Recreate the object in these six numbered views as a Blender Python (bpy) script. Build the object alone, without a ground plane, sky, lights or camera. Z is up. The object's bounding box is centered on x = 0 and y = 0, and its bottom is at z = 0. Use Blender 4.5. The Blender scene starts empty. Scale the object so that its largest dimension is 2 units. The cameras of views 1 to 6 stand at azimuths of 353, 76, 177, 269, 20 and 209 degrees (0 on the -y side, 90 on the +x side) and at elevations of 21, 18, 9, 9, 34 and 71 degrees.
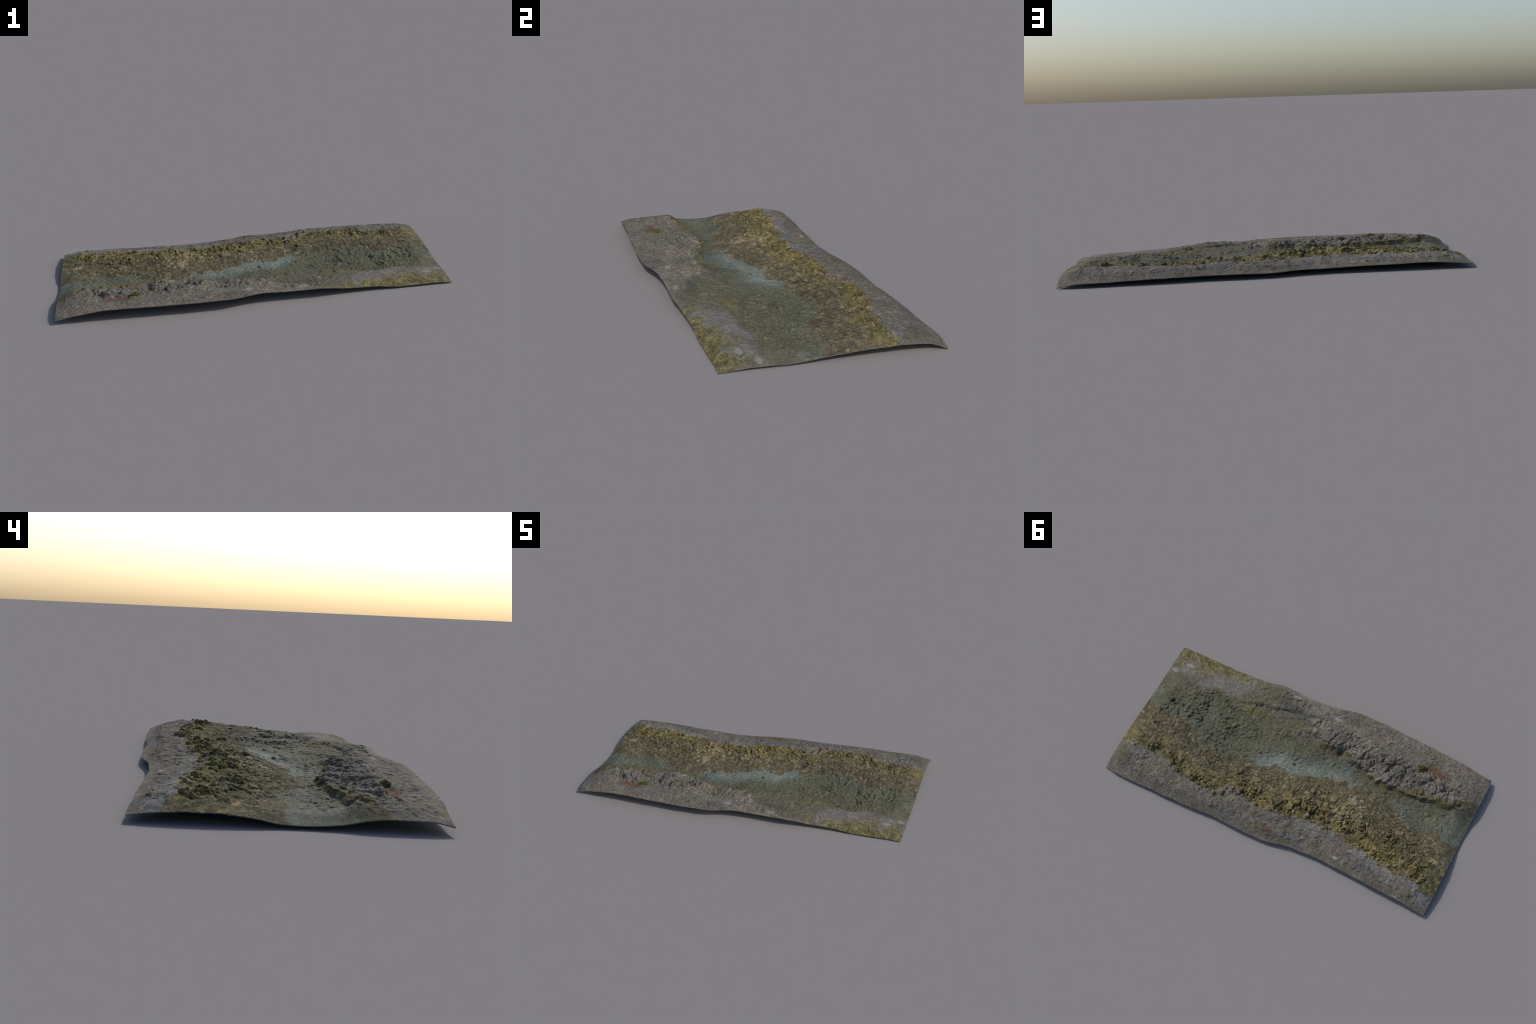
"""A strip of rocky stream bed: grey rock ledge, sunken channel with teal silt,
bank of algae-covered rubble and an outer stone rim, draped as one thin crust."""
import bpy, bmesh, math, random
import numpy as np
from mathutils import Vector

SEED = 11
rng = np.random.default_rng(SEED)

# ----------------------------------------------------------------------------
# 1. PROFILE GUIDES.  Each guide runs along the stream (x); y and z per station.
# ----------------------------------------------------------------------------
XS = np.array([-1, -.9, -.75, -.6, -.45, -.3, -.15, 0, .15, .3, .45, .6, .75, .9, 1.])
GUIDES = [
    # south edge of the crust
    ([-.508, -.507, -.509, -.509, -.508, -.507, -.498, -.457, -.442, -.441, -.415, -.402, -.397, -.388, -.383],
     [.022, .039, .057, .058, .056, .057, .057, .058, .049, .051, .031, .021, .009, .010, .003]),
    # shoulder of the ledge
    ([-.44, -.44, -.44, -.44, -.44, -.43, -.42, -.40, -.39, -.39, -.37, -.355, -.35, -.345, -.335],
     [.035, .050, .057, .058, .058, .059, .060, .060, .058, .060, .044, .036, .026, .022, .005]),
    # crest of the ledge
    ([-.33, -.33, -.33, -.32, -.31, -.32, -.31, -.32, -.32, -.33, -.31, -.29, -.28, -.27, -.26],
     [.036, .065, .059, .061, .063, .066, .062, .057, .052, .055, .048, .045, .040, .034, .011]),
    # lip above the channel
    ([-.27, -.262, -.245, -.205, -.19, -.21, -.247, -.245, -.24, -.23, -.238, -.248, -.215, -.20, -.19],
     [.030, .067, .062, .057, .055, .052, .047, .046, .043, .045, .043, .042, .036, .029, .011]),
    # foot of the lip
    ([-.20, -.21, -.205, -.170, -.16, -.185, -.213, -.21, -.185, -.176, -.187, -.215, -.185, -.155, -.12],
     [.016, .040, .037, .033, .030, .029, .031, .036, .037, .038, .036, .033, .030, .025, .009]),
    # channel floor
    ([-.10, -.11, -.12, -.11, -.13, -.135, -.13, -.1, -.08, -.06, -.05, -.05, -.04, -.04, -.04],
     [.009, .029, .027, .026, .025, .025, .025, .026, .027, .028, .028, .029, .030, .033, .015]),
    # water-side foot of the rubble
    ([-.055, -.05, -.03, -.065, -.105, -.08, -.05, .01, .045, .068, .10, .10, .05, .05, .02],
     [.010, .032, .030, .029, .030, .033, .036, .035, .034, .037, .039, .039, .039, .042, .022]),
    # middle of the rubble slope
    ([.06, .07, .01, .0, -.03, .0, .03, .08, .12, .145, .19, .2, .18, .19, .19],
     [.027, .044, .043, .046, .052, .059, .061, .058, .055, .056, .053, .053, .054, .054, .034]),
    # top of the rubble bank
    ([.16, .17, .14, .13, .12, .12, .14, .18, .2, .23, .26, .26, .24, .25, .25],
     [.035, .058, .063, .072, .079, .079, .069, .061, .059, .058, .057, .057, .059, .058, .036]),
    # outer foot of the rubble
    ([.28, .27, .265, .25, .24, .22, .235, .275, .27, .30, .34, .33, .30, .30, .31],
     [.032, .063, .064, .062, .060, .059, .057, .059, .060, .062, .063, .063, .063, .060, .038]),
    # middle of the stone rim
    ([.34, .335, .33, .33, .33, .33, .34, .37, .375, .39, .41, .41, .41, .41, .42],
     [.026, .051, .052, .048, .046, .044, .045, .050, .055, .059, .060, .059, .057, .052, .033]),
    # north edge of the crust
    ([.385, .384, .384, .386, .387, .392, .41, .449, .457, .459, .478, .489, .497, .508, .505],
     [.019, .029, .035, .031, .030, .026, .027, .023, .026, .026, .025, .024, .020, .018, .003]),
]
SOUTH, SHOULDER, CREST, LIP, FOOT, FLOOR, RUBBLE, SLOPE, TOP, OUTER, RIM, NORTH = range(12)


def pchip_slopes(x, y):
    """Fritsch-Carlson slopes along axis 0; x and y have the same shape."""
    h = np.diff(x, axis=0)
    d = np.diff(y, axis=0) / h
    m = np.zeros_like(y)
    w1 = 2 * h[1:] + h[:-1]
    w2 = h[1:] + 2 * h[:-1]
    ok = d[1:] * d[:-1] > 0
    with np.errstate(divide='ignore', invalid='ignore'):
        hm = (w1 + w2) / (w1 / d[:-1] + w2 / d[1:])
    m[1:-1] = np.where(ok, hm, 0)
    m[0], m[-1] = d[0], d[-1]
    return m


def hermite(x0, x1, y0, y1, m0, m1, x):
    h = x1 - x0
    t = np.clip((x - x0) / h, 0, 1)
    return ((2 * t**3 - 3 * t**2 + 1) * y0 + (t**3 - 2 * t**2 + t) * h * m0
            + (-2 * t**3 + 3 * t**2) * y1 + (t**3 - t**2) * h * m1)


def along(xs, ys, x):
    xs = np.asarray(xs, float); ys = np.asarray(ys, float)
    m = pchip_slopes(xs, ys)
    i = np.clip(np.searchsorted(xs, x) - 1, 0, len(xs) - 2)
    return hermite(xs[i], xs[i + 1], ys[i], ys[i + 1], m[i], m[i + 1], x)


# ----------------------------------------------------------------------------
# 2. NOISE in numpy
# ----------------------------------------------------------------------------
def hash2(ix, iy, s):
    n = (ix.astype(np.int64) * 374761393 + iy.astype(np.int64) * 668265263 + s * 974634777) & 0xFFFFFFFF
    n = ((n ^ (n >> 13)) * 1274126177) & 0xFFFFFFFF
    n = ((n ^ (n >> 16)) * 2246822519) & 0xFFFFFFFF
    return ((n ^ (n >> 15)) & 0xFFFFFF) / float(0xFFFFFF)


def perlin(x, y, s=0):
    ix, iy = np.floor(x), np.floor(y)
    fx, fy = x - ix, y - iy
    def g(ox, oy):
        a = hash2(ix + ox, iy + oy, s) * 2 * np.pi
        return np.cos(a) * (fx - ox) + np.sin(a) * (fy - oy)
    u = fx**3 * (fx * (fx * 6 - 15) + 10)
    v = fy**3 * (fy * (fy * 6 - 15) + 10)
    a = g(0, 0) * (1 - u) + g(1, 0) * u
    b = g(0, 1) * (1 - u) + g(1, 1) * u
    return (a * (1 - v) + b * v) * 1.5


def fbm(x, y, scale, octaves=4, s=0, gain=.5, ridged=False):
    r = np.zeros_like(x); a = 1.; tot = 0
    for o in range(octaves):
        n = perlin(x * scale + 7.3 * o, y * scale - 3.1 * o, s + o * 17)
        if ridged:
            n = 1 - 2 * np.abs(n)
        r += a * n; tot += a; a *= gain; scale *= 2.03
    return r / tot


def billow(x, y, scale, octaves=3, s=0, gain=.55):
    """Rounded lumps with sharp creases between them, roughly 0..1."""
    r = np.zeros_like(x); a = 1.; tot = 0
    for o in range(octaves):
        r += a * np.sqrt(np.abs(perlin(x * scale + 5.1 * o, y * scale + 2.7 * o, s + o * 13)) + .002)
        tot += a; a *= gain; scale *= 2.07
    return (r / tot - .2) * 1.1


def cells(x, y, scale, s=0):
    """Worley cells: F1, F2 and a random value per nearest cell."""
    x, y = x * scale, y * scale
    ix, iy = np.floor(x), np.floor(y)
    f1 = np.full(x.shape, 9.); f2 = np.full(x.shape, 9.); rid = np.zeros(x.shape)
    for ox in (-1, 0, 1):
        for oy in (-1, 0, 1):
            cx, cy = ix + ox, iy + oy
            px = cx + .1 + .8 * hash2(cx, cy, s)
            py = cy + .1 + .8 * hash2(cx, cy, s + 5)
            d = np.hypot(px - x, py - y)
            r = hash2(cx, cy, s + 9)
            near = d < f1
            f2 = np.where(near, f1, np.minimum(f2, d))
            rid = np.where(near, r, rid)
            f1 = np.where(near, d, f1)
    return f1, f2, rid


def chunks(x, y, scale, s=0, side=.28):
    """Angular stones: steep-sided cells with tilted tops, roughly 0..1, zero in the joints."""
    x, y = x * scale, y * scale
    ix, iy = np.floor(x), np.floor(y)
    f1 = np.full(x.shape, 9.); f2 = np.full(x.shape, 9.); top = np.zeros(x.shape)
    for ox in (-1, 0, 1):
        for oy in (-1, 0, 1):
            cx, cy = ix + ox, iy + oy
            px = cx + .05 + .9 * hash2(cx, cy, s)
            py = cy + .05 + .9 * hash2(cx, cy, s + 5)
            dx, dy = x - px, y - py
            # each cell is stretched its own way
            k = .75 + .5 * hash2(cx, cy, s + 21)
            d = np.hypot(dx * k, dy / k)
            t = hash2(cx, cy, s + 9) + .9 * ((hash2(cx, cy, s + 12) - .5) * dx + (hash2(cx, cy, s + 15) - .5) * dy)
            near = d < f1
            f2 = np.where(near, f1, np.minimum(f2, d))
            top = np.where(near, t, top)
            f1 = np.where(near, d, f1)
    return np.clip(top, -.2, 1.3) * smooth(0, side, f2 - f1)


def smooth(a, b, v):
    t = np.clip((v - a) / (b - a), 0, 1)
    return t * t * (3 - 2 * t)


def band(v, a, b, soft):
    return smooth(a - soft, a + soft, v) * (1 - smooth(b - soft, b + soft, v))


def blob(x, y, cx, cy, rx, ry, ang=0.):
    c, s = math.cos(ang), math.sin(ang)
    dx, dy = x - cx, y - cy
    return np.exp(-(((dx * c + dy * s) / rx)**2 + ((dy * c - dx * s) / ry)**2))


# ----------------------------------------------------------------------------
# 3. HEIGHT of the crust at any (x, y)
# ----------------------------------------------------------------------------
def local(mask, fn, *coords):
    """Evaluate fn only where mask is felt."""
    out = np.zeros(mask.shape)
    m = mask > 1e-3
    if m.any():
        out[m] = fn(*(c[m] for c in coords))
    return out


def guide_y(k, x):
    return along(XS, GUIDES[k][0], x)


def base_height(x, y):
    # the ledge front wanders: shift the profile sideways by noise
    lip = guide_y(LIP, x)
    w = np.exp(-((y - lip) / .07)**2) * (1 - smooth(-.02, .12, x)) * smooth(.06, .18, 1 - np.abs(x))
    rb = guide_y(RUBBLE, x)
    w2 = np.exp(-((y - rb) / .05)**2) * smooth(.06, .18, 1 - np.abs(x))
    y = y + w * (.030 * fbm(x, y, 11, 3, 201) + .016 * fbm(x, y, 30, 2, 203)) + w2 * .03 * fbm(x, y, 16, 3, 205)
    gy = np.stack([along(XS, g[0], x) for g in GUIDES])
    gz = np.stack([along(XS, g[1], x) for g in GUIDES])
    m = pchip_slopes(gy, gz)
    z = gz[0].copy()
    for i in range(len(GUIDES) - 1):
        inside = y >= gy[i]
        zi = hermite(gy[i], gy[i + 1], gz[i], gz[i + 1], m[i], m[i + 1], y)
        z = np.where(inside, zi, z)
    return z


def relief(x, y):
    """Lumps, stones, pits and ridges added on the profile."""
    lip, foot = guide_y(LIP, x), guide_y(FOOT, x)
    rub, slope, top, outer = (guide_y(k, x) for k in (RUBBLE, SLOPE, TOP, OUTER))
    south, north, crest = guide_y(SOUTH, x), guide_y(NORTH, x), guide_y(CREST, x)
    edge = smooth(0, .06, 1 - np.abs(x)) * smooth(0, .05, y - south) * smooth(0, .05, north - y)
    # the draped border keeps only soft relief
    inner = smooth(.04, .13, 1 - np.abs(x))
    wx = x + .012 * fbm(x, y, 18, 3, 3)
    wy = y + .012 * fbm(x, y, 18, 3, 4)
    vx = wx + .010 * fbm(x, y, 42, 2, 7)
    vy = wy + .010 * fbm(x, y, 42, 2, 8)
    vary = smooth(-.35, .45, fbm(x, y, 21, 2, 9)) * 1.5     # joints open and close
    h = .0035 * fbm(x, y, 7, 3, 1) * edge

    # --- rugged ledge (west, south side): rounded lumps with creases between
    ledge = (1 - smooth(lip - .004, lip + .012, y)) * (1 - smooth(.02, .13, x + .35 * (-.26 - y)))
    rugged = ledge * smooth(-.03, .07, y - (crest - .06)) * inner
    b1 = local(ledge, lambda a, b: billow(a, b, 10, 4, 21), wx, wy)
    patch = .6 + .8 * smooth(-.25, .45, fbm(x, y, 8, 2, 29))
    h += rugged * patch * (.026 * (b1 - .33) + .017 * local(rugged, lambda a, b: chunks(a, b, 13, 31, .35) - .30, vx, vy) + .006 * vary * local(rugged, lambda a, b: chunks(a, b, 34, 33) - .34, vx, vy))
    h += ledge * edge * (.0035 * fbm(wx, wy, 26, 3, 41, .6) + .004 * vary * local(ledge, lambda a, b: chunks(a, b, 28, 43, .5) - .26, vx, vy) + .0025 * local(ledge, lambda a, b: fbm(a, b, 45, 3, 47, .6), wx, wy))
    h -= rugged * .014 * smooth(.36, .62, fbm(x, y, 17, 3, 45))

    # --- channel bed: low irregular rubble, lumpier downstream (east)
    bed = smooth(foot - .05, foot + .03, y) * (1 - smooth(rub - .02, rub + .06, y)) * inner
    east = smooth(.2, .5, x)
    lump = .35 + 1.1 * smooth(-.3, .4, fbm(x, y, 9, 2, 63))
    h += bed * lump * (.0035 + .0040 * east) * local(bed, lambda a, b: chunks(a, b, 29, 57, .5) - .26 + .6 * (chunks(a, b, 52, 58, .5) - .26), vx, vy)
    h += bed * (.0030 + .0030 * east) * local(bed, lambda a, b: billow(a, b, 26, 3, 59) - .31, wx, wy)
    h += bed * .003 * fbm(wx, wy, 48, 3, 55)
    pits = smooth(.30, .60, fbm(x, y, 15, 3, 61)) * east * smooth(.15, .0, y - foot)
    h -= bed * .010 * pits

    # --- rubble bank: clumps of mixed size with gaps
    bank = smooth(rub - .035, rub + .06, y) * (1 - smooth(outer - .025, outer + .04, y)) * (.25 + .75 * inner)
    mid = np.where(x > .05, top * .35 + outer * .65, top * .85 + outer * .15)
    wide = np.where(x > .05, .055, .085)
    crown = np.exp(-((y - mid) / wide)**2) * bank
    clump = smooth(-.15, .30, fbm(x, y, 10, 3, 69))
    h += crown * clump * .028 * local(crown, lambda a, b: chunks(a, b, 22, 71, .22) - .30, vx, vy)
    h += (bank * .0045 + crown * (.12 + .88 * clump) * .013) * local(bank, lambda a, b: chunks(a, b, 40, 75, .3) - .33, vx, vy)
    h += bank * (.0045 * local(bank, lambda a, b: billow(a, b, 28, 3, 77) - .31, wx, wy) + .0025 * fbm(wx, wy, 70, 2, 79))

    # --- broken ground between ledge and weed, with a creased step running through it
    broken = (1 - smooth(foot - .03, foot + .02, y)) * smooth(-.05, .06, x) * (1 - smooth(.40, .62, x)) * edge
    h += broken * (.008 * local(broken, lambda a, b: billow(a, b, 15, 4, 121) - .31, wx, wy)
                   + .006 * local(broken, lambda a, b: chunks(a, b, 24, 123, .5) - .26, vx, vy))
    crease = -.335 + .28 * (x - .10) + .012 * fbm(x, y, 14, 2, 125)
    h -= broken * .007 * np.exp(-((y - crease) / .012)**2)
    h += broken * .004 * np.exp(-((y - crease + .03) / .02)**2)

    # --- weed mat (south-east corner) and stone rim
    shelf = (1 - smooth(foot - .02, foot + .01, y)) * smooth(.38, .5, x)
    mat = 1 - smooth(-.33, -.27, y)
    h += shelf * edge * (mat * .006 * local(shelf, lambda a, b: billow(a, b, 34, 3, 81) - .31, wx, wy) + .002 * fbm(wx, wy, 30, 3, 83))
    rim = smooth(outer - .005, outer + .02, y)
    h += rim * edge * (.007 * fbm(wx, wy, 12, 3, 91, .5) + .003 * vary * local(rim, lambda a, b: chunks(a, b, 26, 95, .6) - .2, vx, vy) + .004 * local(rim, lambda a, b: fbm(a, b, 34, 3, 99, .6), wx, wy) + .0015 * fbm(wx, wy, 60, 2, 93))
    h -= rim * edge * .006 * smooth(.35, .6, fbm(x, y, 13, 2, 97))

    h = np.where(h > .011, .011 + (h - .011) * .4, h)        # no lone knobs on the skyline

    # --- single features
    # sunken puddle with its rough wall on the ledge
    h -= .009 * blob(x, y, -.70, -.385, .060, .022, -.1)
    h += .008 * blob(x, y, -.61, -.37, .028, .020)
    h += .010 * blob(x, y, -.70, -.325, .11, .022, .1) * (.3 + 2. * b1)
    # hollow at the upstream end of the ledge
    h -= .012 * blob(x, y, -.865, -.235, .022, .018)
    # crevice that splits the ledge, with the boulder beside it
    h -= .020 * blob(x, y, -.165, -.235, .016, .028, -.5)
    h += .010 * blob(x, y, -.085, -.255, .05, .026, .3)
    h += .006 * blob(x, y, -.255, -.225, .045, .03, .3)
    # broken ledge of the rubble over the teal silt
    h += .009 * blob(x, y, -.255, -.075, .035, .018, .3)
    # deep pits between the stones of the lower channel
    for px, py, pr, ph in ((.665, -.115, .012, .011), (.866, -.042, .014, .012), (.84, -.03, .010, .008),
                           (.79, .02, .011, .008), (.73, .0, .010, .008), (.57, -.10, .008, .007)):
        h -= ph * np.exp(-(((x - px)**2 + (y - py)**2) / pr**2)**2)
    # low mounds on the stone rim
    h += .007 * blob(x, y, .04, .385, .06, .02)
    h += .006 * blob(x, y, .88, .36, .05, .03)
    h -= .005 * blob(x, y, .10, .345, .08, .02)
    return h


def height(x, y):
    return base_height(x, y) + relief(x, y)


# ----------------------------------------------------------------------------
# 4. THE CRUST as one grid, then split into its parts
# ----------------------------------------------------------------------------
NX, NY = 661, 301
gx = np.linspace(-1, 1, NX)
tv = np.linspace(0, 1, NY)
X = np.repeat(gx[None, :], NY, 0)
Y = guide_y(SOUTH, gx)[None, :] * (1 - tv[:, None]) + guide_y(NORTH, gx)[None, :] * tv[:, None]
# ragged long edges
fade = np.minimum(tv, 1 - tv)[:, None]
Y = Y + .004 * fbm(X, Y * 0 + .3, 12, 3, 5) * np.exp(-fade / .02)
REL = relief(X, Y)
Z = np.maximum(base_height(X, Y) + REL, .0025)
# sideways push so that rock and rubble lumps are not a pure height field
lat = smooth(.03, .10, 1 - np.abs(X)) * smooth(.0, .06, fade) * .006
lipY = guide_y(LIP, X)
PX = X + lat * fbm(X + Z * 9, Y - Z * 7, 24, 3, 101)
PY = Y + lat * fbm(X - Z * 8, Y + Z * 9, 24, 3, 103)
# undercut: the lip leans out over the channel
over = np.exp(-((Y - lipY - .004) / .016)**2) * (1 - smooth(-.05, .05, X)) * smooth(.05, .15, 1 - np.abs(X))
PY = PY + .007 * over * smooth(.045, .06, Z)
COORDS = np.stack([PX, PY, Z], -1)

# vertex normals of the whole surface
du = np.gradient(COORDS, axis=1)
dv = np.gradient(COORDS, axis=0)
NRM = np.cross(du, dv)
NRM /= np.linalg.norm(NRM, axis=-1, keepdims=True)


def mesh_from(name, verts, faces, normals=None):
    me = bpy.data.meshes.new(name)
    me.vertices.add(len(verts)); me.vertices.foreach_set('co', np.ascontiguousarray(verts, np.float32).ravel())
    k = faces.shape[1]
    me.loops.add(faces.size); me.loops.foreach_set('vertex_index', faces.astype(np.int32).ravel())
    me.polygons.add(len(faces))
    me.polygons.foreach_set('loop_start', np.arange(0, faces.size, k, dtype=np.int32))
    me.polygons.foreach_set('loop_total', np.full(len(faces), k, np.int32))
    me.update(calc_edges=True); me.validate()
    me.polygons.foreach_set('use_smooth', np.ones(len(me.polygons), bool))
    if normals is not None:
        me.normals_split_custom_set_from_vertices([tuple(n) for n in normals.tolist()])
    return me


idx = np.arange(NX * NY).reshape(NY, NX)
quads = np.stack([idx[:-1, :-1], idx[:-1, 1:], idx[1:, 1:], idx[1:, :-1]], -1).reshape(-1, 4)
qc = lambda A: (.25 * (A[:-1, :-1] + A[:-1, 1:] + A[1:, 1:] + A[1:, :-1])).reshape(-1)
qx, qy = qc(X), qc(Y)

# ----------------------------------------------------------------------------
# 5. MATERIALS
# ----------------------------------------------------------------------------
# colour borders in plan, as curves y(x)
LINE_ROCK = [(-1, -.345), (-.87, -.276), (-.832, -.242), (-.764, -.243), (-.695, -.245), (-.589, -.203),
             (-.502, -.192), (-.411, -.184), (-.308, -.199), (-.229, -.237), (-.119, -.242), (-.057, -.246),
             (.01, -.245), (.05, -.28), (.1, -.33), (.17, -.37), (.25, -.40), (.33, -.43), (.42, -.5), (1, -.5)]
LINE_LILAC = [(-1, -.5), (.37, -.5), (.41, -.34), (.465, -.263), (.536, -.237), (.605, -.226), (.678, -.222),
              (.763, -.198), (.854, -.221), (.944, -.22), (1, -.2)]
LINE_WEED = [(-1, -.5), (.41, -.5), (.44, -.39), (.51, -.392), (.55, -.345), (.605, -.357), (.657, -.318),
             (.716, -.326), (.762, -.285), (.80, -.292), (.876, -.318), (.928, -.30), (1, -.30)]
LINE_BED = [(-1, -.295), (-.884, -.253), (-.832, -.218), (-.778, -.214), (-.718, -.221), (-.65, -.175),
            (-.567, -.156), (-.475, -.153), (-.395, -.169), (-.316, -.185), (-.254, -.213), (-.198, -.228),
            (-.126, -.208), (-.068, -.203), (.009, -.213), (.071, -.194), (.138, -.184), (.21, -.182),
            (.304, -.176), (.389, -.174), (.486, -.192), (.574, -.216), (.662, -.217), (.758, -.186),
            (.847, -.165), (.959, -.139), (1, -.105)]
LINE_RUBBLE = [(-1, -.064), (-.972, -.043), (-.899, -.046), (-.862, -.072), (-.791, -.031), (-.727, -.022),
               (-.644, -.053), (-.588, -.071), (-.504, -.098), (-.443, -.124), (-.336, -.104), (-.300, -.061),
               (-.275, -.10), (-.208, -.077), (-.09, -.031), (.005, .014), (.091, .032), (.112, .016),
               (.199, .055), (.249, .072), (.335, .071), (.418, .095), (.503, .116), (.583, .107),
               (.657, .067), (.741, .032), (.818, .048), (.904, .054), (.975, .022), (1, .015)]
LINE_YELLOW = [(-1, .054), (-.923, .075), (-.851, .045), (-.714, -.002), (-.6, -.003), (-.493, -.03),
               (-.404, -.042), (-.28, -.01), (-.182, -.014), (-.093, .041), (-.005, .076), (.062, .085),
               (.152, .137), (.234, .119), (.316, .144), (.377, .166), (.469, .216), (.563, .202),
               (.643, .193), (.738, .179), (.821, .186), (.88, .191), (1, .195)]
LINE_GREY = [(-1, .282), (-.939, .289), (-.885, .252), (-.814, .247), (-.739, .277), (-.662, .261),
             (-.571, .238), (-.471, .244), (-.407, .232), (-.328, .215), (-.25, .223), (-.178, .24),
             (-.118, .238), (-.041, .269), (.046, .282), (.12, .299), (.159, .271), (.217, .254),
             (.315, .272), (.363, .345), (.445, .339), (.527, .345), (.581, .336), (.656, .314),
             (.74, .297), (.829, .294), (.912, .301), (1, .317)]


class Graph:
    """Small helper to write node trees as expressions."""
    def __init__(self, tree):
        self.t = tree

    def node(self, kind, **kw):
        n = self.t.nodes.new(kind)
        for k, v in kw.items():
            setattr(n, k, v)
        return n

    def put(self, sock, v):
        if isinstance(v, bpy.types.NodeSocket):
            self.t.links.new(v, sock)
        elif v is not None:
            sock.default_value = v

    def math(self, op, a, b=None, c=None, clamp=False):
        n = self.node('ShaderNodeMath', operation=op, use_clamp=clamp)
        self.put(n.inputs[0], a); self.put(n.inputs[1], b)
        if c is not None:
            self.put(n.inputs[2], c)
        return n.outputs[0]

    def add(self, a, b): return self.math('ADD', a, b)
    def sub(self, a, b): return self.math('SUBTRACT', a, b)
    def mul(self, a, b): return self.math('MULTIPLY', a, b)

    def step(self, v, a, b, lo=0., hi=1.):
        n = self.node('ShaderNodeMapRange', interpolation_type='SMOOTHSTEP')
        self.put(n.inputs['Value'], v)
        for i, q in zip((1, 2, 3, 4), (a, b, lo, hi)):
            self.put(n.inputs[i], q)
        return n.outputs[0]

    def noise(self, vec, scale, detail=3., rough=.55, dist=0.):
        n = self.node('ShaderNodeTexNoise')
        self.put(n.inputs['Vector'], vec)
        self.put(n.inputs['Scale'], scale); self.put(n.inputs['Detail'], detail)
        self.put(n.inputs['Roughness'], rough); self.put(n.inputs['Distortion'], dist)
        return n.outputs['Fac']

    def voronoi(self, vec, scale, out='Color', feature='F1', rnd=1.):
        n = self.node('ShaderNodeTexVoronoi', feature=feature)
        self.put(n.inputs['Vector'], vec); self.put(n.inputs['Scale'], scale)
        self.put(n.inputs['Randomness'], rnd)
        return n.outputs[out]

    def mix(self, f, a, b, blend='MIX'):
        n = self.node('ShaderNodeMix', data_type='RGBA', blend_type=blend)
        self.put(n.inputs[0], f)
        self.put(n.inputs[6], a if isinstance(a, bpy.types.NodeSocket) else (*a, 1) if len(a) == 3 else a)
        self.put(n.inputs[7], b if isinstance(b, bpy.types.NodeSocket) else (*b, 1) if len(b) == 3 else b)
        return n.outputs[2]

    def ramp(self, f, stops):
        n = self.node('ShaderNodeValToRGB')
        cr = n.color_ramp
        while len(cr.elements) < len(stops):
            cr.elements.new(.5)
        for e, (p, c) in zip(cr.elements, stops):
            e.position = p; e.color = (*c, 1)
        self.put(n.inputs[0], f)
        return n.outputs[0]

    def curve(self, v, pts):
        """Value curve; pts are (in, out), both within 0..1."""
        n = self.node('ShaderNodeFloatCurve')
        c = n.mapping.curves[0]
        while len(c.points) < len(pts):
            c.points.new(.5, .5)
        for p, (a, b) in zip(c.points, pts):
            p.location = (a, b); p.handle_type = 'AUTO_CLAMPED'
        n.mapping.update()
        self.put(n.inputs['Value'], v)
        return n.outputs[0]

    def spot(self, X, Y, cx, cy, rx, ry, wob=None, soft=.35):
        dx = self.mul(self.sub(X, cx), 1 / rx)
        dy = self.mul(self.sub(Y, cy), 1 / ry)
        d = self.math('SQRT', self.add(self.mul(dx, dx), self.mul(dy, dy)))
        if wob is not None:
            d = self.add(d, wob)
        return self.step(d, 1 - soft, 1 + soft, 1., 0.)


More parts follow.
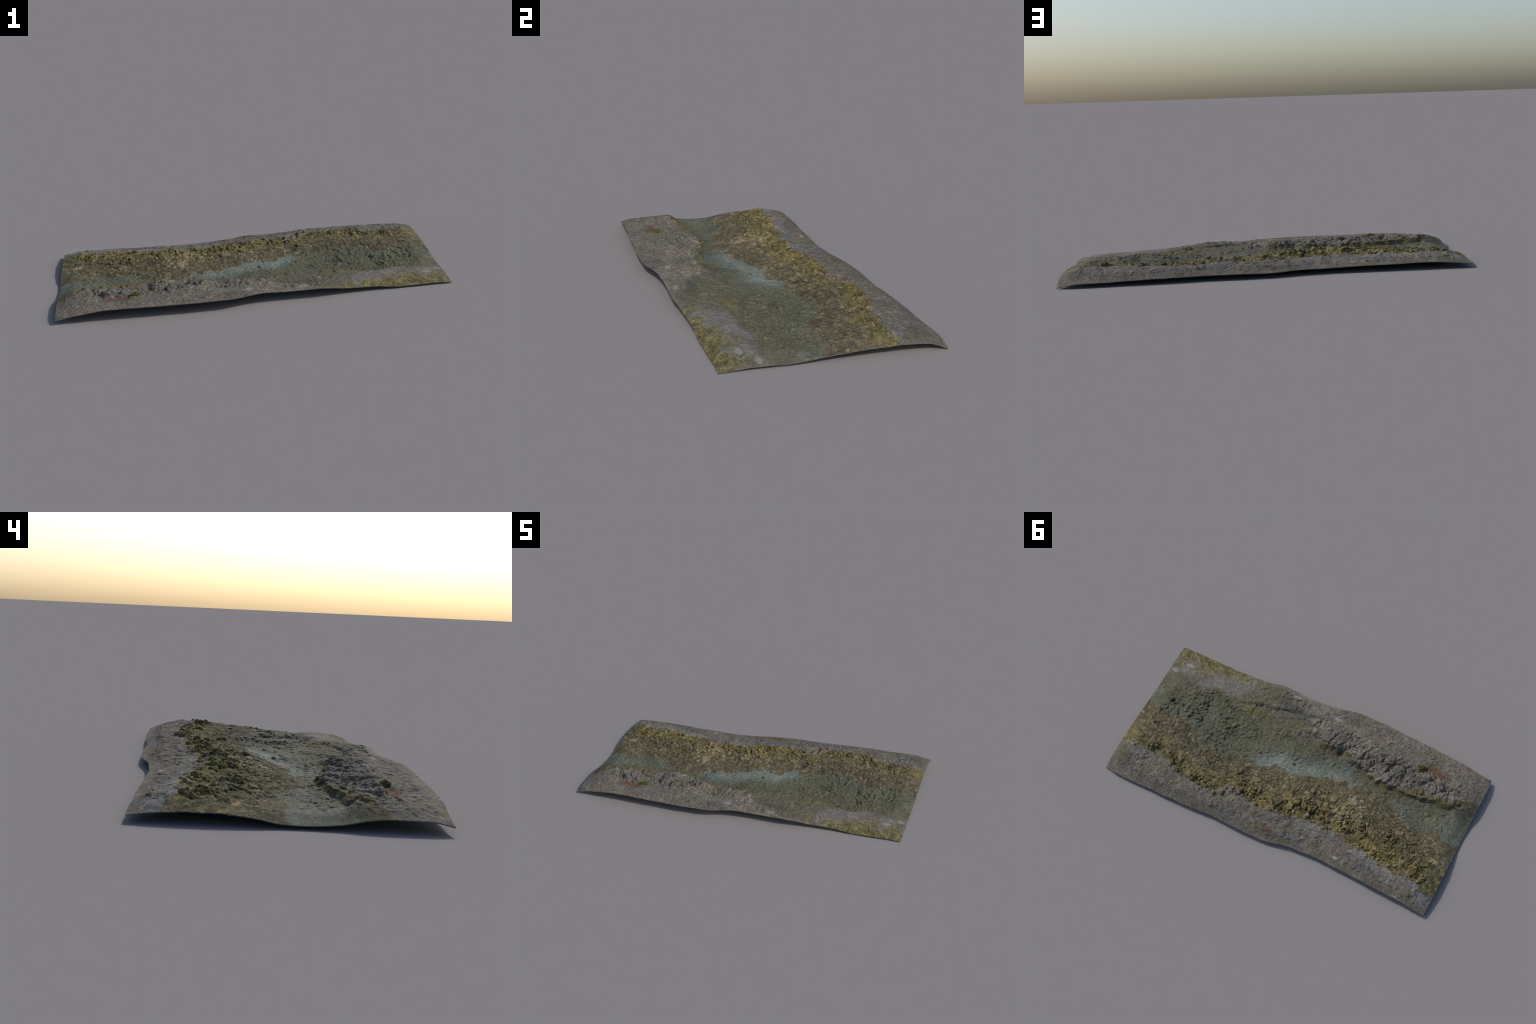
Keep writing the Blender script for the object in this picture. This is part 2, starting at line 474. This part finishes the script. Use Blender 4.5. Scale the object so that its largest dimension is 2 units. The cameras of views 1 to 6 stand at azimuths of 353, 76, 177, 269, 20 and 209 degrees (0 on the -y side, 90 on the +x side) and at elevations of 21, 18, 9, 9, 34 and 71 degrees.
def ground_colour_group():
    tree = bpy.data.node_groups.new('stream_ground_colour', 'ShaderNodeTree')
    tree.interface.new_socket('Color', in_out='OUTPUT', socket_type='NodeSocketColor')
    tree.interface.new_socket('Wet', in_out='OUTPUT', socket_type='NodeSocketFloat')
    tree.interface.new_socket('Grain', in_out='OUTPUT', socket_type='NodeSocketFloat')
    g = Graph(tree)
    out = g.node('NodeGroupOutput')
    co = g.node('ShaderNodeTexCoord').outputs['Object']
    sep = g.node('ShaderNodeSeparateXYZ'); g.put(sep.inputs[0], co)
    px, py = sep.outputs[0], sep.outputs[1]
    # wobble the plan so that borders are ragged
    n1 = g.noise(co, 24, 4, .62); n2 = g.noise(co, 75, 3, .6); n0 = g.noise(co, 7, 3, .55)
    fine = g.noise(co, 150, 3, .7); mid = g.noise(co, 66, 4, .68)
    drift = g.noise(co, 12, 4, .62)
    wob = g.add(g.mul(g.sub(n1, .5), .085), g.mul(g.sub(n2, .5), .040))
    yw = g.add(py, wob)
    x01 = g.mul(g.add(px, 1.), .5)

    def line(pts):
        c = g.curve(x01, [((a + 1) / 2, b + .5) for a, b in pts])
        return g.sub(c, .5)

    def north_of(pts, soft, wobble=True):
        return g.step(g.sub(yw if wobble else py, line(pts)), -soft, soft)

    # grains: small chips, each with its own tone
    def chips(scale):
        c = g.voronoi(co, scale); sp = g.node('ShaderNodeSeparateColor'); g.put(sp.inputs[0], c)
        return sp.outputs[0], sp.outputs[1]
    warp = g.node('ShaderNodeVectorMath', operation='MULTIPLY_ADD')
    nz = g.node('ShaderNodeTexNoise'); g.put(nz.inputs['Vector'], co); nz.inputs['Scale'].default_value = 60
    g.put(warp.inputs[0], nz.outputs['Color']); warp.inputs[1].default_value = (.02, .02, .02); g.put(warp.inputs[2], co)
    plain_co, co = co, warp.outputs[0]
    cellv, cellw = chips(95)
    bigv, bigw = chips(48)
    co = plain_co
    grain = g.add(.5, g.mul(g.sub(g.add(g.mul(fine, .55), g.mul(mid, .45)), .5), 1.45))
    chip = g.add(g.mul(grain, .55), g.add(g.mul(cellv, .27), g.mul(bigv, .18)))

    # --- colours of each matter
    rock = g.ramp(grain, [(.28, (0.050, 0.047, 0.041)), (.42, (0.112, 0.104, 0.089)), (.54, (0.158, 0.145, 0.124)), (.66, (0.235, 0.212, 0.180)), (.78, (0.360, 0.326, 0.278))])
    beige = g.ramp(grain, [(.3, (0.080, 0.067, 0.046)), (.5, (0.165, 0.136, 0.099)), (.7, (0.280, 0.234, 0.173))])
    rock = g.mix(g.step(drift, .48, .64, 0, .65), rock, beige)
    rock = g.mix(g.step(g.noise(co, 19, 3, .6), .56, .68, 0, .5), rock, g.ramp(grain, [(.3, (0.050, 0.053, 0.056)), (.7, (0.150, 0.151, 0.151))]))
    rock = g.mix(1., rock, g.ramp(g.noise(co, 5, 3, .6), [(.35, (.78, .77, .75)), (.65, (1.02, 1.0, .97))]), 'MULTIPLY')
    rim = g.ramp(grain, [(.28, (0.048, 0.043, 0.035)), (.43, (0.096, 0.087, 0.071)), (.55, (0.132, 0.119, 0.099)), (.68, (0.200, 0.182, 0.153)), (.8, (0.320, 0.292, 0.251))])
    rim = g.mix(g.step(drift, .46, .62, 0, .45), rim, g.ramp(grain, [(.3, (0.075, 0.056, 0.036)), (.6, (0.145, 0.112, 0.077)), (.8, (0.240, 0.195, 0.141))]))
    rim = g.mix(g.step(n0, .52, .66, 0, .55), rim, g.ramp(grain, [(.3, (0.050, 0.050, 0.051)), (.6, (0.118, 0.115, 0.111)), (.8, (0.220, 0.214, 0.206))]))
    rim = g.mix(g.step(g.noise(co, 9, 3, .6), .58, .68, 0, .45), rim, (0.088, 0.082, 0.043))
    bedc = g.ramp(grain, [(.30, (.038, .039, .027)), (.46, (.076, .076, .051)), (.58, (.108, .104, .068)), (.72, (.165, .155, .102))])
    bedc = g.mix(g.step(drift, .50, .64, 0, .45), bedc, (.088, .079, .048))
    teal = g.ramp(grain, [(.30, (.060, .076, .063)), (.46, (.098, .120, .099)), (.60, (.130, .156, .130)), (.76, (.19, .212, .175))])
    rubble = g.ramp(chip, [(.25, (.036, .033, .023)), (.42, (.074, .066, .042)), (.56, (.108, .094, .058)), (.72, (.165, .142, .090))])
    rubble = g.mix(g.step(drift, .52, .66, 0, .45), rubble, (.080, .058, .040))
    yellow = g.ramp(chip, [(.24, (.042, .036, .017)), (.40, (.097, .081, .033)), (.54, (.156, .130, .048)), (.70, (.235, .195, .082)), (.8, (.33, .28, .15))])
    weed = g.ramp(chip, [(.24, (.036, .034, .018)), (.42, (.086, .077, .035)), (.56, (.132, .115, .048)), (.72, (.21, .185, .095))])
    silt = g.ramp(grain, [(.3, (.060, .055, .037)), (.5, (.100, .090, .058)), (.7, (.145, .130, .088))])
    silt = g.mix(g.step(drift, .46, .60, 0, .7), silt, g.ramp(grain, [(.3, (.045, .044, .034)), (.5, (.088, .083, .068)), (.7, (.16, .15, .128))]))
    lilac = g.ramp(grain, [(.28, (.07, .066, .064)), (.5, (.128, .120, .116)), (.7, (.205, .195, .192))])
    fringe = g.ramp(grain, [(.3, (.048, .041, .022)), (.5, (.092, .078, .042)), (.7, (.15, .124, .065))])

    # --- south side
    col = rock
    soft_rock = g.step(px, -.05, .12, .012, .045)
    not_rock = g.step(g.sub(g.add(yw, g.mul(g.sub(drift, .5), g.mul(soft_rock, 3.))), line(LINE_ROCK)), g.mul(soft_rock, -1.), soft_rock)
    east_mask = g.step(px, -.08, .05)
    shelf = g.mix(east_mask, fringe, silt)
    algae = g.mul(g.step(n1, .34, .60), g.math('MAXIMUM', g.spot(px, py, .42, -.215, .07, .03, None, .9), g.spot(px, py, .57, -.235, .12, .022, None, .9)))
    shelf = g.mix(g.mul(algae, .75), shelf, (.120, .108, .030))
    shelf = g.mix(g.mul(g.spot(px, py, .17, -.335, .11, .028, g.mul(g.sub(n1, .5), 1.6), .7), .7), shelf, (.066, .074, .066))
    col = g.mix(not_rock, col, shelf)
    lil_mask = g.mul(g.sub(1., north_of(LINE_LILAC, .025)), g.step(g.add(px, g.mul(g.sub(drift, .5), .35)), .38, .60))
    lil = g.mix(g.step(g.noise(co, 31, 3, .6), .52, .66, 0, .7), lilac, (.18, .181, .188))
    lil = g.mix(g.step(drift, .50, .62, 0, .65), lil, (.150, .120, .098))
    lil = g.mix(g.step(n0, .46, .60, 0, .7), lil, rubble)
    col = g.mix(g.mul(lil_mask, .85), col, lil)
    d_weed = g.sub(line(LINE_WEED), g.add(yw, g.mul(g.sub(n1, .5), .10)))
    weed_mask = g.mul(g.step(g.add(g.mul(d_weed, 9.), g.mul(g.sub(n2, .5), 3.)), -.25, .35), g.step(px, .40, .46))
    col = g.mix(weed_mask, col, weed)

    # --- channel
    bed_mask = north_of(LINE_BED, .016)
    d_rub = g.sub(line(LINE_RUBBLE), yw)                     # distance to the rubble, inside the channel
    strip = g.curve(x01, [(0, .75), (.05, .65), (.10, .30), (.155, .70), (.19, .55), (.23, .10), (.28, .0), (.325, .10), (.345, .8), (.40, .95),
                          (.52, 1.), (.60, .95), (.635, .6), (.67, .08), (.75, .20), (.86, .30), (.90, .12), (.95, .15), (.985, .65), (1, .75)])
    reach = g.curve(x01, [(0, .26), (.1, .22), (.2, .16), (.34, .08), (.45, .14), (.55, .16), (.62, .13), (.7, .14), (.85, .16), (1, .14)])
    tmask = g.mul(strip, g.step(d_rub, reach, g.mul(reach, .2)))
    lens = g.mul(g.step(d_rub, .16, .04), g.mul(g.step(px, -.34, -.24), g.step(g.add(px, g.mul(g.sub(n1, .5), .1)), .30, .20)))
    tmask = g.mul(tmask, g.step(g.add(n1, g.mul(g.sub(mid, .5), .9)), .34, .62, .30, 1.))
    tmask = g.math('MAXIMUM', tmask, g.mul(lens, .9))
    near = g.mul(g.step(d_rub, .115, .010), g.mul(g.step(px, -.37, -.31), g.step(g.add(px, g.mul(g.sub(n1, .5), .1)), .28, .22)))
    teal = g.mix(g.mul(near, .8), teal, g.ramp(grain, [(.3, (.110, .130, .112)), (.5, (.160, .188, .164)), (.7, (.215, .238, .20))]))
    bcol = g.mix(g.mul(tmask, .9), bedc, teal)
    bcol = g.mix(g.mul(g.sub(1., g.mul(lens, .7)), g.step(g.noise(co, 62, 3, .6), .56, .66, 0, .45)), bcol, (.082, .075, .046))
    col = g.mix(bed_mask, col, bcol)

    # --- rubble bank
    rub_mask = north_of(LINE_RUBBLE, .012)
    col = g.mix(rub_mask, col, rubble)
    yel_mask = g.step(g.add(g.sub(yw, line(LINE_YELLOW)), g.mul(g.sub(g.add(mid, bigw), 1.), .10)), -.03, .10)
    ridge = g.step(g.sub(g.add(yw, g.mul(g.sub(drift, .5), .12)), line(LINE_GREY)), -.20, -.05)
    col = g.mix(g.mul(g.mul(yel_mask, g.step(drift, .36, .60, .25, 1.)), g.add(.45, g.mul(ridge, .5))), col, yellow)
    pale = g.math('MAXIMUM', g.spot(px, py, -.33, .105, .055, .045, g.mul(g.sub(n1, .5), 2.), .7), g.spot(px, py, -.385, .0, .045, .04, g.mul(g.sub(n1, .5), 2.), .7))
    col = g.mix(g.mul(pale, g.step(cellw, .55, .75, 0, .85)), col, (.30, .25, .165))
    col = g.mix(g.mul(rub_mask, g.step(cellw, .965, .985, 0, .6)), col, (.26, .22, .145))

    # --- stone rim with its pale film of salt along the rubble
    grey_mask = north_of(LINE_GREY, .016)
    film_x = g.curve(x01, [(0, .8), (.08, 1.), (.16, 1.), (.25, .8), (.36, .9), (.45, .45), (.52, .1), (.58, .1), (.66, .6), (.74, .5), (.80, .15), (1, .3)])
    d_grey = g.sub(g.add(py, g.mul(g.sub(n1, .5), .05)), line(LINE_GREY))
    film = g.mul(g.mul(film_x, g.step(d_grey, .080, .0)), g.step(g.add(n1, g.mul(g.sub(n2, .5), .5)), .32, .62))
    rimc = g.mix(g.mul(film, .75), rim, g.ramp(grain, [(.3, (.12, .126, .132)), (.5, (.19, .198, .205)), (.7, (.28, .288, .295))]))
    col = g.mix(grey_mask, col, rimc)

    # --- stains and single marks: x, y, rx, ry, colour
    w = g.mul(g.sub(g.add(n2, mid), 1.), 2.2)
    for cx, cy, rx, ry, c, k in (
            (-.685, -.385, .046, .026, (.112, .074, .046), .95), (-.735, -.376, .036, .018, (.120, .058, .036), .9),
            (-.612, -.368, .026, .020, (.105, .110, .025), .9), (-.640, -.372, .012, .016, (.025, .022, .010), .8),
            (-.283, -.500, .026, .008, (.15, .085, .055), .55), (-.327, -.427, .024, .009, (.13, .08, .05), .6),
            (-.526, -.396, .022, .008, (.15, .10, .065), .4), (-.856, -.500, .028, .009, (.14, .075, .05), .65),
            (-.660, -.505, .030, .007, (.14, .11, .045), .7), (-.916, -.487, .026, .010, (.14, .11, .05), .6),
            (.063, .379, .022, .018, (.072, .082, .034), .8), (-.012, .378, .046, .018, (.12, .075, .048), .7),
            (-.12, .40, .05, .012, (.11, .105, .045), .6), (.345, .335, .018, .014, (.16, .085, .05), .7),
            (-.419, .342, .014, .010, (.26, .235, .20), .8), (.897, -.286, .026, .012, (.24, .235, .22), .65),
            (.963, -.227, .020, .012, (.22, .22, .21), .6), (.219, -.407, .022, .012, (.25, .235, .215), .6),
            (-.900, -.285, .026, .018, (.125, .105, .045), .75), (-.78, -.235, .05, .022, (.12, .105, .045), .75),
            (.606, -.291, .016, .007, (.15, .09, .065), .45), (-.915, .092, .020, .012, (.32, .25, .14), .75),
            (-.701, .262, .020, .014, (.25, .20, .155), .75), (.97, .24, .05, .03, (.17, .145, .05), .3),
            (-.16, -.38, .05, .025, (.19, .155, .115), .5), (.30, .32, .07, .02, (.17, .145, .115), .6),
            (-.05, -.40, .03, .012, (.28, .25, .22), .6)):
        col = g.mix(g.mul(g.spot(px, py, cx, cy, rx, ry, w, .45), k), col, c)
    # tone drift
    col = g.mix(1., col, g.ramp(g.noise(co, 11, 4, .6), [(.3, (.78, .78, .78)), (.7, (1.2, 1.2, 1.2))]), 'MULTIPLY')
    g.put(out.inputs['Color'], col)
    g.put(out.inputs['Wet'], g.mul(bed_mask, g.sub(1., rub_mask)))
    g.put(out.inputs['Grain'], g.add(g.mul(fine, .5), g.mul(g.noise(co, 330, 3, .7), .5)))
    return tree


GROUND = ground_colour_group()


def ground_material(name, rough, bump):
    m = bpy.data.materials.new(name); m.use_nodes = True
    g = Graph(m.node_tree)
    b = m.node_tree.nodes['Principled BSDF']
    grp = g.node('ShaderNodeGroup'); grp.node_tree = GROUND
    g.put(b.inputs['Base Color'], grp.outputs['Color'])
    g.put(b.inputs['Roughness'], g.sub(rough, g.mul(grp.outputs['Wet'], .08)))
    b.inputs['Specular IOR Level'].default_value = .12
    bp = g.node('ShaderNodeBump')
    bp.inputs['Strength'].default_value = bump; bp.inputs['Distance'].default_value = .006
    g.put(bp.inputs['Height'], grp.outputs['Grain'])
    g.put(b.inputs['Normal'], bp.outputs[0])
    return m


def plain_material(name, stops, scale, rough=.9, bump=.5, vary=.3):
    """Noise-graded colour; Object Info random shifts each piece's tone."""
    m = bpy.data.materials.new(name); m.use_nodes = True
    g = Graph(m.node_tree)
    b = m.node_tree.nodes['Principled BSDF']
    co = g.node('ShaderNodeTexCoord').outputs['Object']
    inf = g.node('ShaderNodeObjectInfo')
    off = g.node('ShaderNodeVectorMath', operation='ADD')
    g.put(off.inputs[0], co)
    cmb = g.node('ShaderNodeCombineXYZ'); g.put(cmb.inputs[0], g.mul(inf.outputs['Random'], 9.)); g.put(off.inputs[1], cmb.outputs[0])
    v = off.outputs[0]
    n = g.add(g.mul(g.noise(v, scale, 4, .65), .6), g.mul(g.noise(v, scale * 4, 3, .7), .4))
    n = g.add(n, g.mul(g.sub(inf.outputs['Random'], .5), vary))
    g.put(b.inputs['Base Color'], g.ramp(n, stops))
    b.inputs['Roughness'].default_value = rough
    b.inputs['Specular IOR Level'].default_value = .2
    bp = g.node('ShaderNodeBump'); bp.inputs['Strength'].default_value = bump; bp.inputs['Distance'].default_value = .003
    g.put(bp.inputs['Height'], g.noise(v, scale * 5, 3, .7)); g.put(b.inputs['Normal'], bp.outputs[0])
    return m


MAT_LEDGE = ground_material('weathered_grey_rock', .95, .8)
MAT_SHELF = ground_material('silty_shelf', .95, .5)
MAT_BED = ground_material('wet_channel_bed', .9, .6)
MAT_BANK = ground_material('algae_rubble', .95, .8)
MAT_RIM = ground_material('pale_stone_rim', .95, .7)
MAT_UNDER = plain_material('raw_underside', [(.3, (.07, .066, .06)), (.7, (.13, .125, .115))], 30, .95, .4, 0)
MAT_STONE = plain_material('algae_covered_stone', [(.20, (.040, .034, .016)), (.40, (.090, .074, .030)), (.58, (.140, .115, .046)), (.85, (.24, .20, .10))], 60, .92, .6, .28)
MAT_PALE = plain_material('bare_tan_stone', [(.25, (.10, .082, .048)), (.5, (.17, .14, .085)), (.8, (.28, .24, .165))], 60, .92, .5, .3)
MAT_RED = plain_material('rusty_stone', [(.3, (.07, .04, .025)), (.55, (.15, .085, .05)), (.8, (.22, .15, .09))], 60, .92, .5, .3)
MAT_MOSS = plain_material('green_moss', [(.3, (.03, .034, .010)), (.55, (.09, .098, .024)), (.8, (.14, .14, .045))], 90, .95, .8, .2)

# ----------------------------------------------------------------------------
# 6. BUILD
# ----------------------------------------------------------------------------
scene = bpy.context.scene


def link(ob, parent=None, mat=None):
    scene.collection.objects.link(ob)
    if parent:
        ob.parent = parent
    if mat:
        ob.data.materials.append(mat)
    return ob


root = bpy.data.objects.new('rocky_stream_bed', None)
root.empty_display_size = .2
link(root)
root['label'] = 'strip of rocky stream bed with mossy rubble bank'
root['category'] = 'terrain'

f_foot, f_rub, f_out = guide_y(FOOT, qx), guide_y(RUBBLE, qx), guide_y(OUTER, qx)
south_side = qy < f_foot
PARTS = [
    ('rock_ledge', south_side & (qx < .12), MAT_LEDGE),
    ('weedy_shelf', south_side & (qx >= .12), MAT_SHELF),
    ('channel_floor', (~south_side) & (qy < f_rub), MAT_BED),
    ('rubble_bank', (qy >= f_rub) & (qy < f_out), MAT_BANK),
    ('stone_rim', qy >= f_out, MAT_RIM),
]
V = COORDS.reshape(-1, 3); N = NRM.reshape(-1, 3)
made = {}
for name, mask, mat in PARTS:
    q = quads[mask]
    used, inv = np.unique(q, return_inverse=True)
    me = mesh_from(name, V[used], inv.reshape(-1, 4), N[used])
    made[name] = link(bpy.data.objects.new(name, me), root, mat)

# underside: the crust is a few millimetres thick
step = 3
jj = np.unique(np.r_[np.arange(0, NY, step), NY - 1]); ii = np.unique(np.r_[np.arange(0, NX, step), NX - 1])
low = COORDS[np.ix_(jj, ii)].copy()
rel = REL[np.ix_(jj, ii)]
edge_fade = np.minimum(np.minimum(np.arange(len(jj)), np.arange(len(jj))[::-1])[:, None] / 6.,
                       np.minimum(np.arange(len(ii)), np.arange(len(ii))[::-1])[None, :] / 6.).clip(0, 1)
low[..., 2] = np.maximum(low[..., 2] - .003 - edge_fade * (np.maximum(rel, 0) + .010), 0)
ny, nx = low.shape[:2]
k = np.arange(nx * ny).reshape(ny, nx)
uq = np.stack([k[:-1, :-1], k[1:, :-1], k[1:, 1:], k[:-1, 1:]], -1).reshape(-1, 4)
rim_k = np.r_[k[0, :], k[1:, -1], k[-1, -2::-1], k[-2:0:-1, 0]]
top_edge = COORDS[np.ix_(jj, ii)].reshape(-1, 3)[rim_k]
base = nx * ny
r = np.arange(len(rim_k)); r2 = np.roll(r, -1)
skirt = np.stack([rim_k[r], rim_k[r2], base + r2, base + r], -1)
me = mesh_from('underside', np.vstack([low.reshape(-1, 3), top_edge]), np.vstack([uq, skirt]))
me.polygons.foreach_set('use_smooth', np.zeros(len(me.polygons), bool))
link(bpy.data.objects.new('underside', me), root, MAT_UNDER)


# --- stones of the rubble ---------------------------------------------------
def stone_mesh(name, seed, flat=.62, cuts=7):
    r = random.Random(seed)
    bm = bmesh.new()
    bmesh.ops.create_icosphere(bm, subdivisions=3, radius=1.)
    planes = []
    for _ in range(cuts):
        n = Vector((r.gauss(0, 1), r.gauss(0, 1), r.gauss(0, .8))).normalized()
        planes.append((n, r.uniform(.55, .85)))
    sx, sy = r.uniform(.8, 1.25), r.uniform(.7, 1.05)
    ph = [r.uniform(0, 6.28) for _ in range(6)]
    for v in bm.verts:
        p = v.co.copy()
        for n, d in planes:
            over = p.dot(n) - d
            if over > 0:
                p -= n * over * .85
        p *= 1 + .07 * math.sin(5 * p.x + ph[0]) * math.sin(5 * p.y + ph[1]) + .05 * math.sin(9 * p.z + ph[2] + 6 * p.x)
        v.co = Vector((p.x * sx, p.y * sy, p.z * flat))
    me = bpy.data.meshes.new(name)
    bm.to_mesh(me); bm.free()
    me.polygons.foreach_set('use_smooth', np.ones(len(me.polygons), bool))
    return me


def variants(prefix, mat, n, seed0, flat=.62):
    out = []
    for i in range(n):
        me = stone_mesh(prefix, seed0 + i, flat)
        me.materials.append(mat)
        out.append(me)
    return out


STONES = variants('stone', MAT_STONE, 9, 100)
TANS = variants('stone_tan', MAT_PALE, 4, 200)
REDS = variants('stone_rusty', MAT_RED, 2, 300)


def ground_z(x, y):
    xa = np.array([x]); ya = np.array([y])
    return float(height(xa, ya)[0])


def place(mesh, x, y, size, sink=.25, rnd=None, parent=None, name='stone'):
    ob = bpy.data.objects.new(name, mesh)
    ob.location = (x, y, ground_z(x, y) + size * (.35 - sink))
    ob.rotation_euler = (rnd.uniform(-.5, .5), rnd.uniform(-.5, .5), rnd.uniform(0, 6.28))
    s = size
    ob.scale = (s * rnd.uniform(.85, 1.15), s * rnd.uniform(.85, 1.15), s * rnd.uniform(.8, 1.25))
    return link(ob, parent)


rnd = random.Random(5)
bank = made['rubble_bank']
taken = []
count = 0; tries = 0
while count < 260 and tries < 30000:
    tries += 1
    x = rnd.uniform(-.90, .92)
    xa = np.array([x])
    yt, yo, ys = (float(guide_y(q, xa)[0]) for q in (TOP, OUTER, SLOPE))
    c, spread = (yt * .3 + yo * .7, .034) if x > .05 else (yt * .85 + yo * .15, .055)
    y = rnd.gauss(c, spread)
    if y > yo + .012 or y < ys - .02:
        continue
    # stones gather in clumps and leave gaps
    if float(fbm(xa, np.array([y]), 10, 3, 69)[0]) + .25 * rnd.gauss(0, 1) < .02:
        continue
    size = .0055 + .0095 * rnd.random()**2.5
    if any((x - a)**2 + (y - b)**2 < (.7 * (size + s))**2 for a, b, s in taken):
        continue
    taken.append((x, y, size))
    pale_zone = math.hypot(x + .34, y - .09) < .08
    mesh = rnd.choice(TANS) if rnd.random() < (.4 if pale_zone else .05) else rnd.choice(STONES)
    place(mesh, x, y, size, .35, rnd, bank)
    count += 1

# stones that stand out one by one: x, y, size, kind
for x, y, s, kind in ((-.131, .061, .017, TANS), (-.070, .055, .013, STONES), (.292, .153, .018, TANS), (.300, .175, .014, STONES),
                      (.32, .325, .016, REDS), (.365, .345, .016, TANS), (.47, .335, .017, STONES), (.452, .322, .013, TANS),
                      (.515, .335, .016, STONES), (.505, .31, .014, STONES), (.538, .175, .010, STONES), (-.26, .055, .018, TANS),
                      (-.17, .20, .014, TANS), (.12, .285, .016, STONES), (-.70, .245, .016, TANS), (-.735, .225, .012, TANS)):
    place(rnd.choice(kind), x, y, s, .2, rnd, bank)

# boulders in the channel
MAT_BOULDER = plain_material('silted_boulder', [(.3, (.07, .072, .05)), (.55, (.11, .108, .072)), (.8, (.15, .147, .105))], 50, .88, .5, .2)
BOULDERS = variants('boulder', MAT_BOULDER, 3, 400, .6)
for x, y, s in ((.257, -.010, .014), (.052, -.041, .012), (.235, -.05, .009), (.33, -.07, .011), (.15, -.07, .009), (.66, -.075, .012)):
    place(rnd.choice(BOULDERS), x, y, s, .4, rnd, made['channel_floor'], 'boulder')

# moss tuft beside the puddle: many small pads joined in one part
bm = bmesh.new()
mr = random.Random(9)
for _ in range(90):
    a = mr.uniform(0, 6.28); d = mr.random()**.6
    x = -.612 + .026 * d * math.cos(a); y = -.366 + .018 * d * math.sin(a)
    s = mr.uniform(.0025, .005)
    r = bmesh.ops.create_icosphere(bm, subdivisions=1, radius=s)
    zc = ground_z(x, y) + .002 + .006 * (1 - d)
    for v in r['verts']:
        v.co = Vector((v.co.x * mr.uniform(.8, 1.2) + x, v.co.y * mr.uniform(.8, 1.2) + y, v.co.z * 1.3 + zc))
me = bpy.data.meshes.new('moss_tuft'); bm.to_mesh(me); bm.free()
me.polygons.foreach_set('use_smooth', np.ones(len(me.polygons), bool))
tuft = link(bpy.data.objects.new('moss_tuft', me), made['rock_ledge'], MAT_MOSS)
tuft['kind'] = 'stuff'
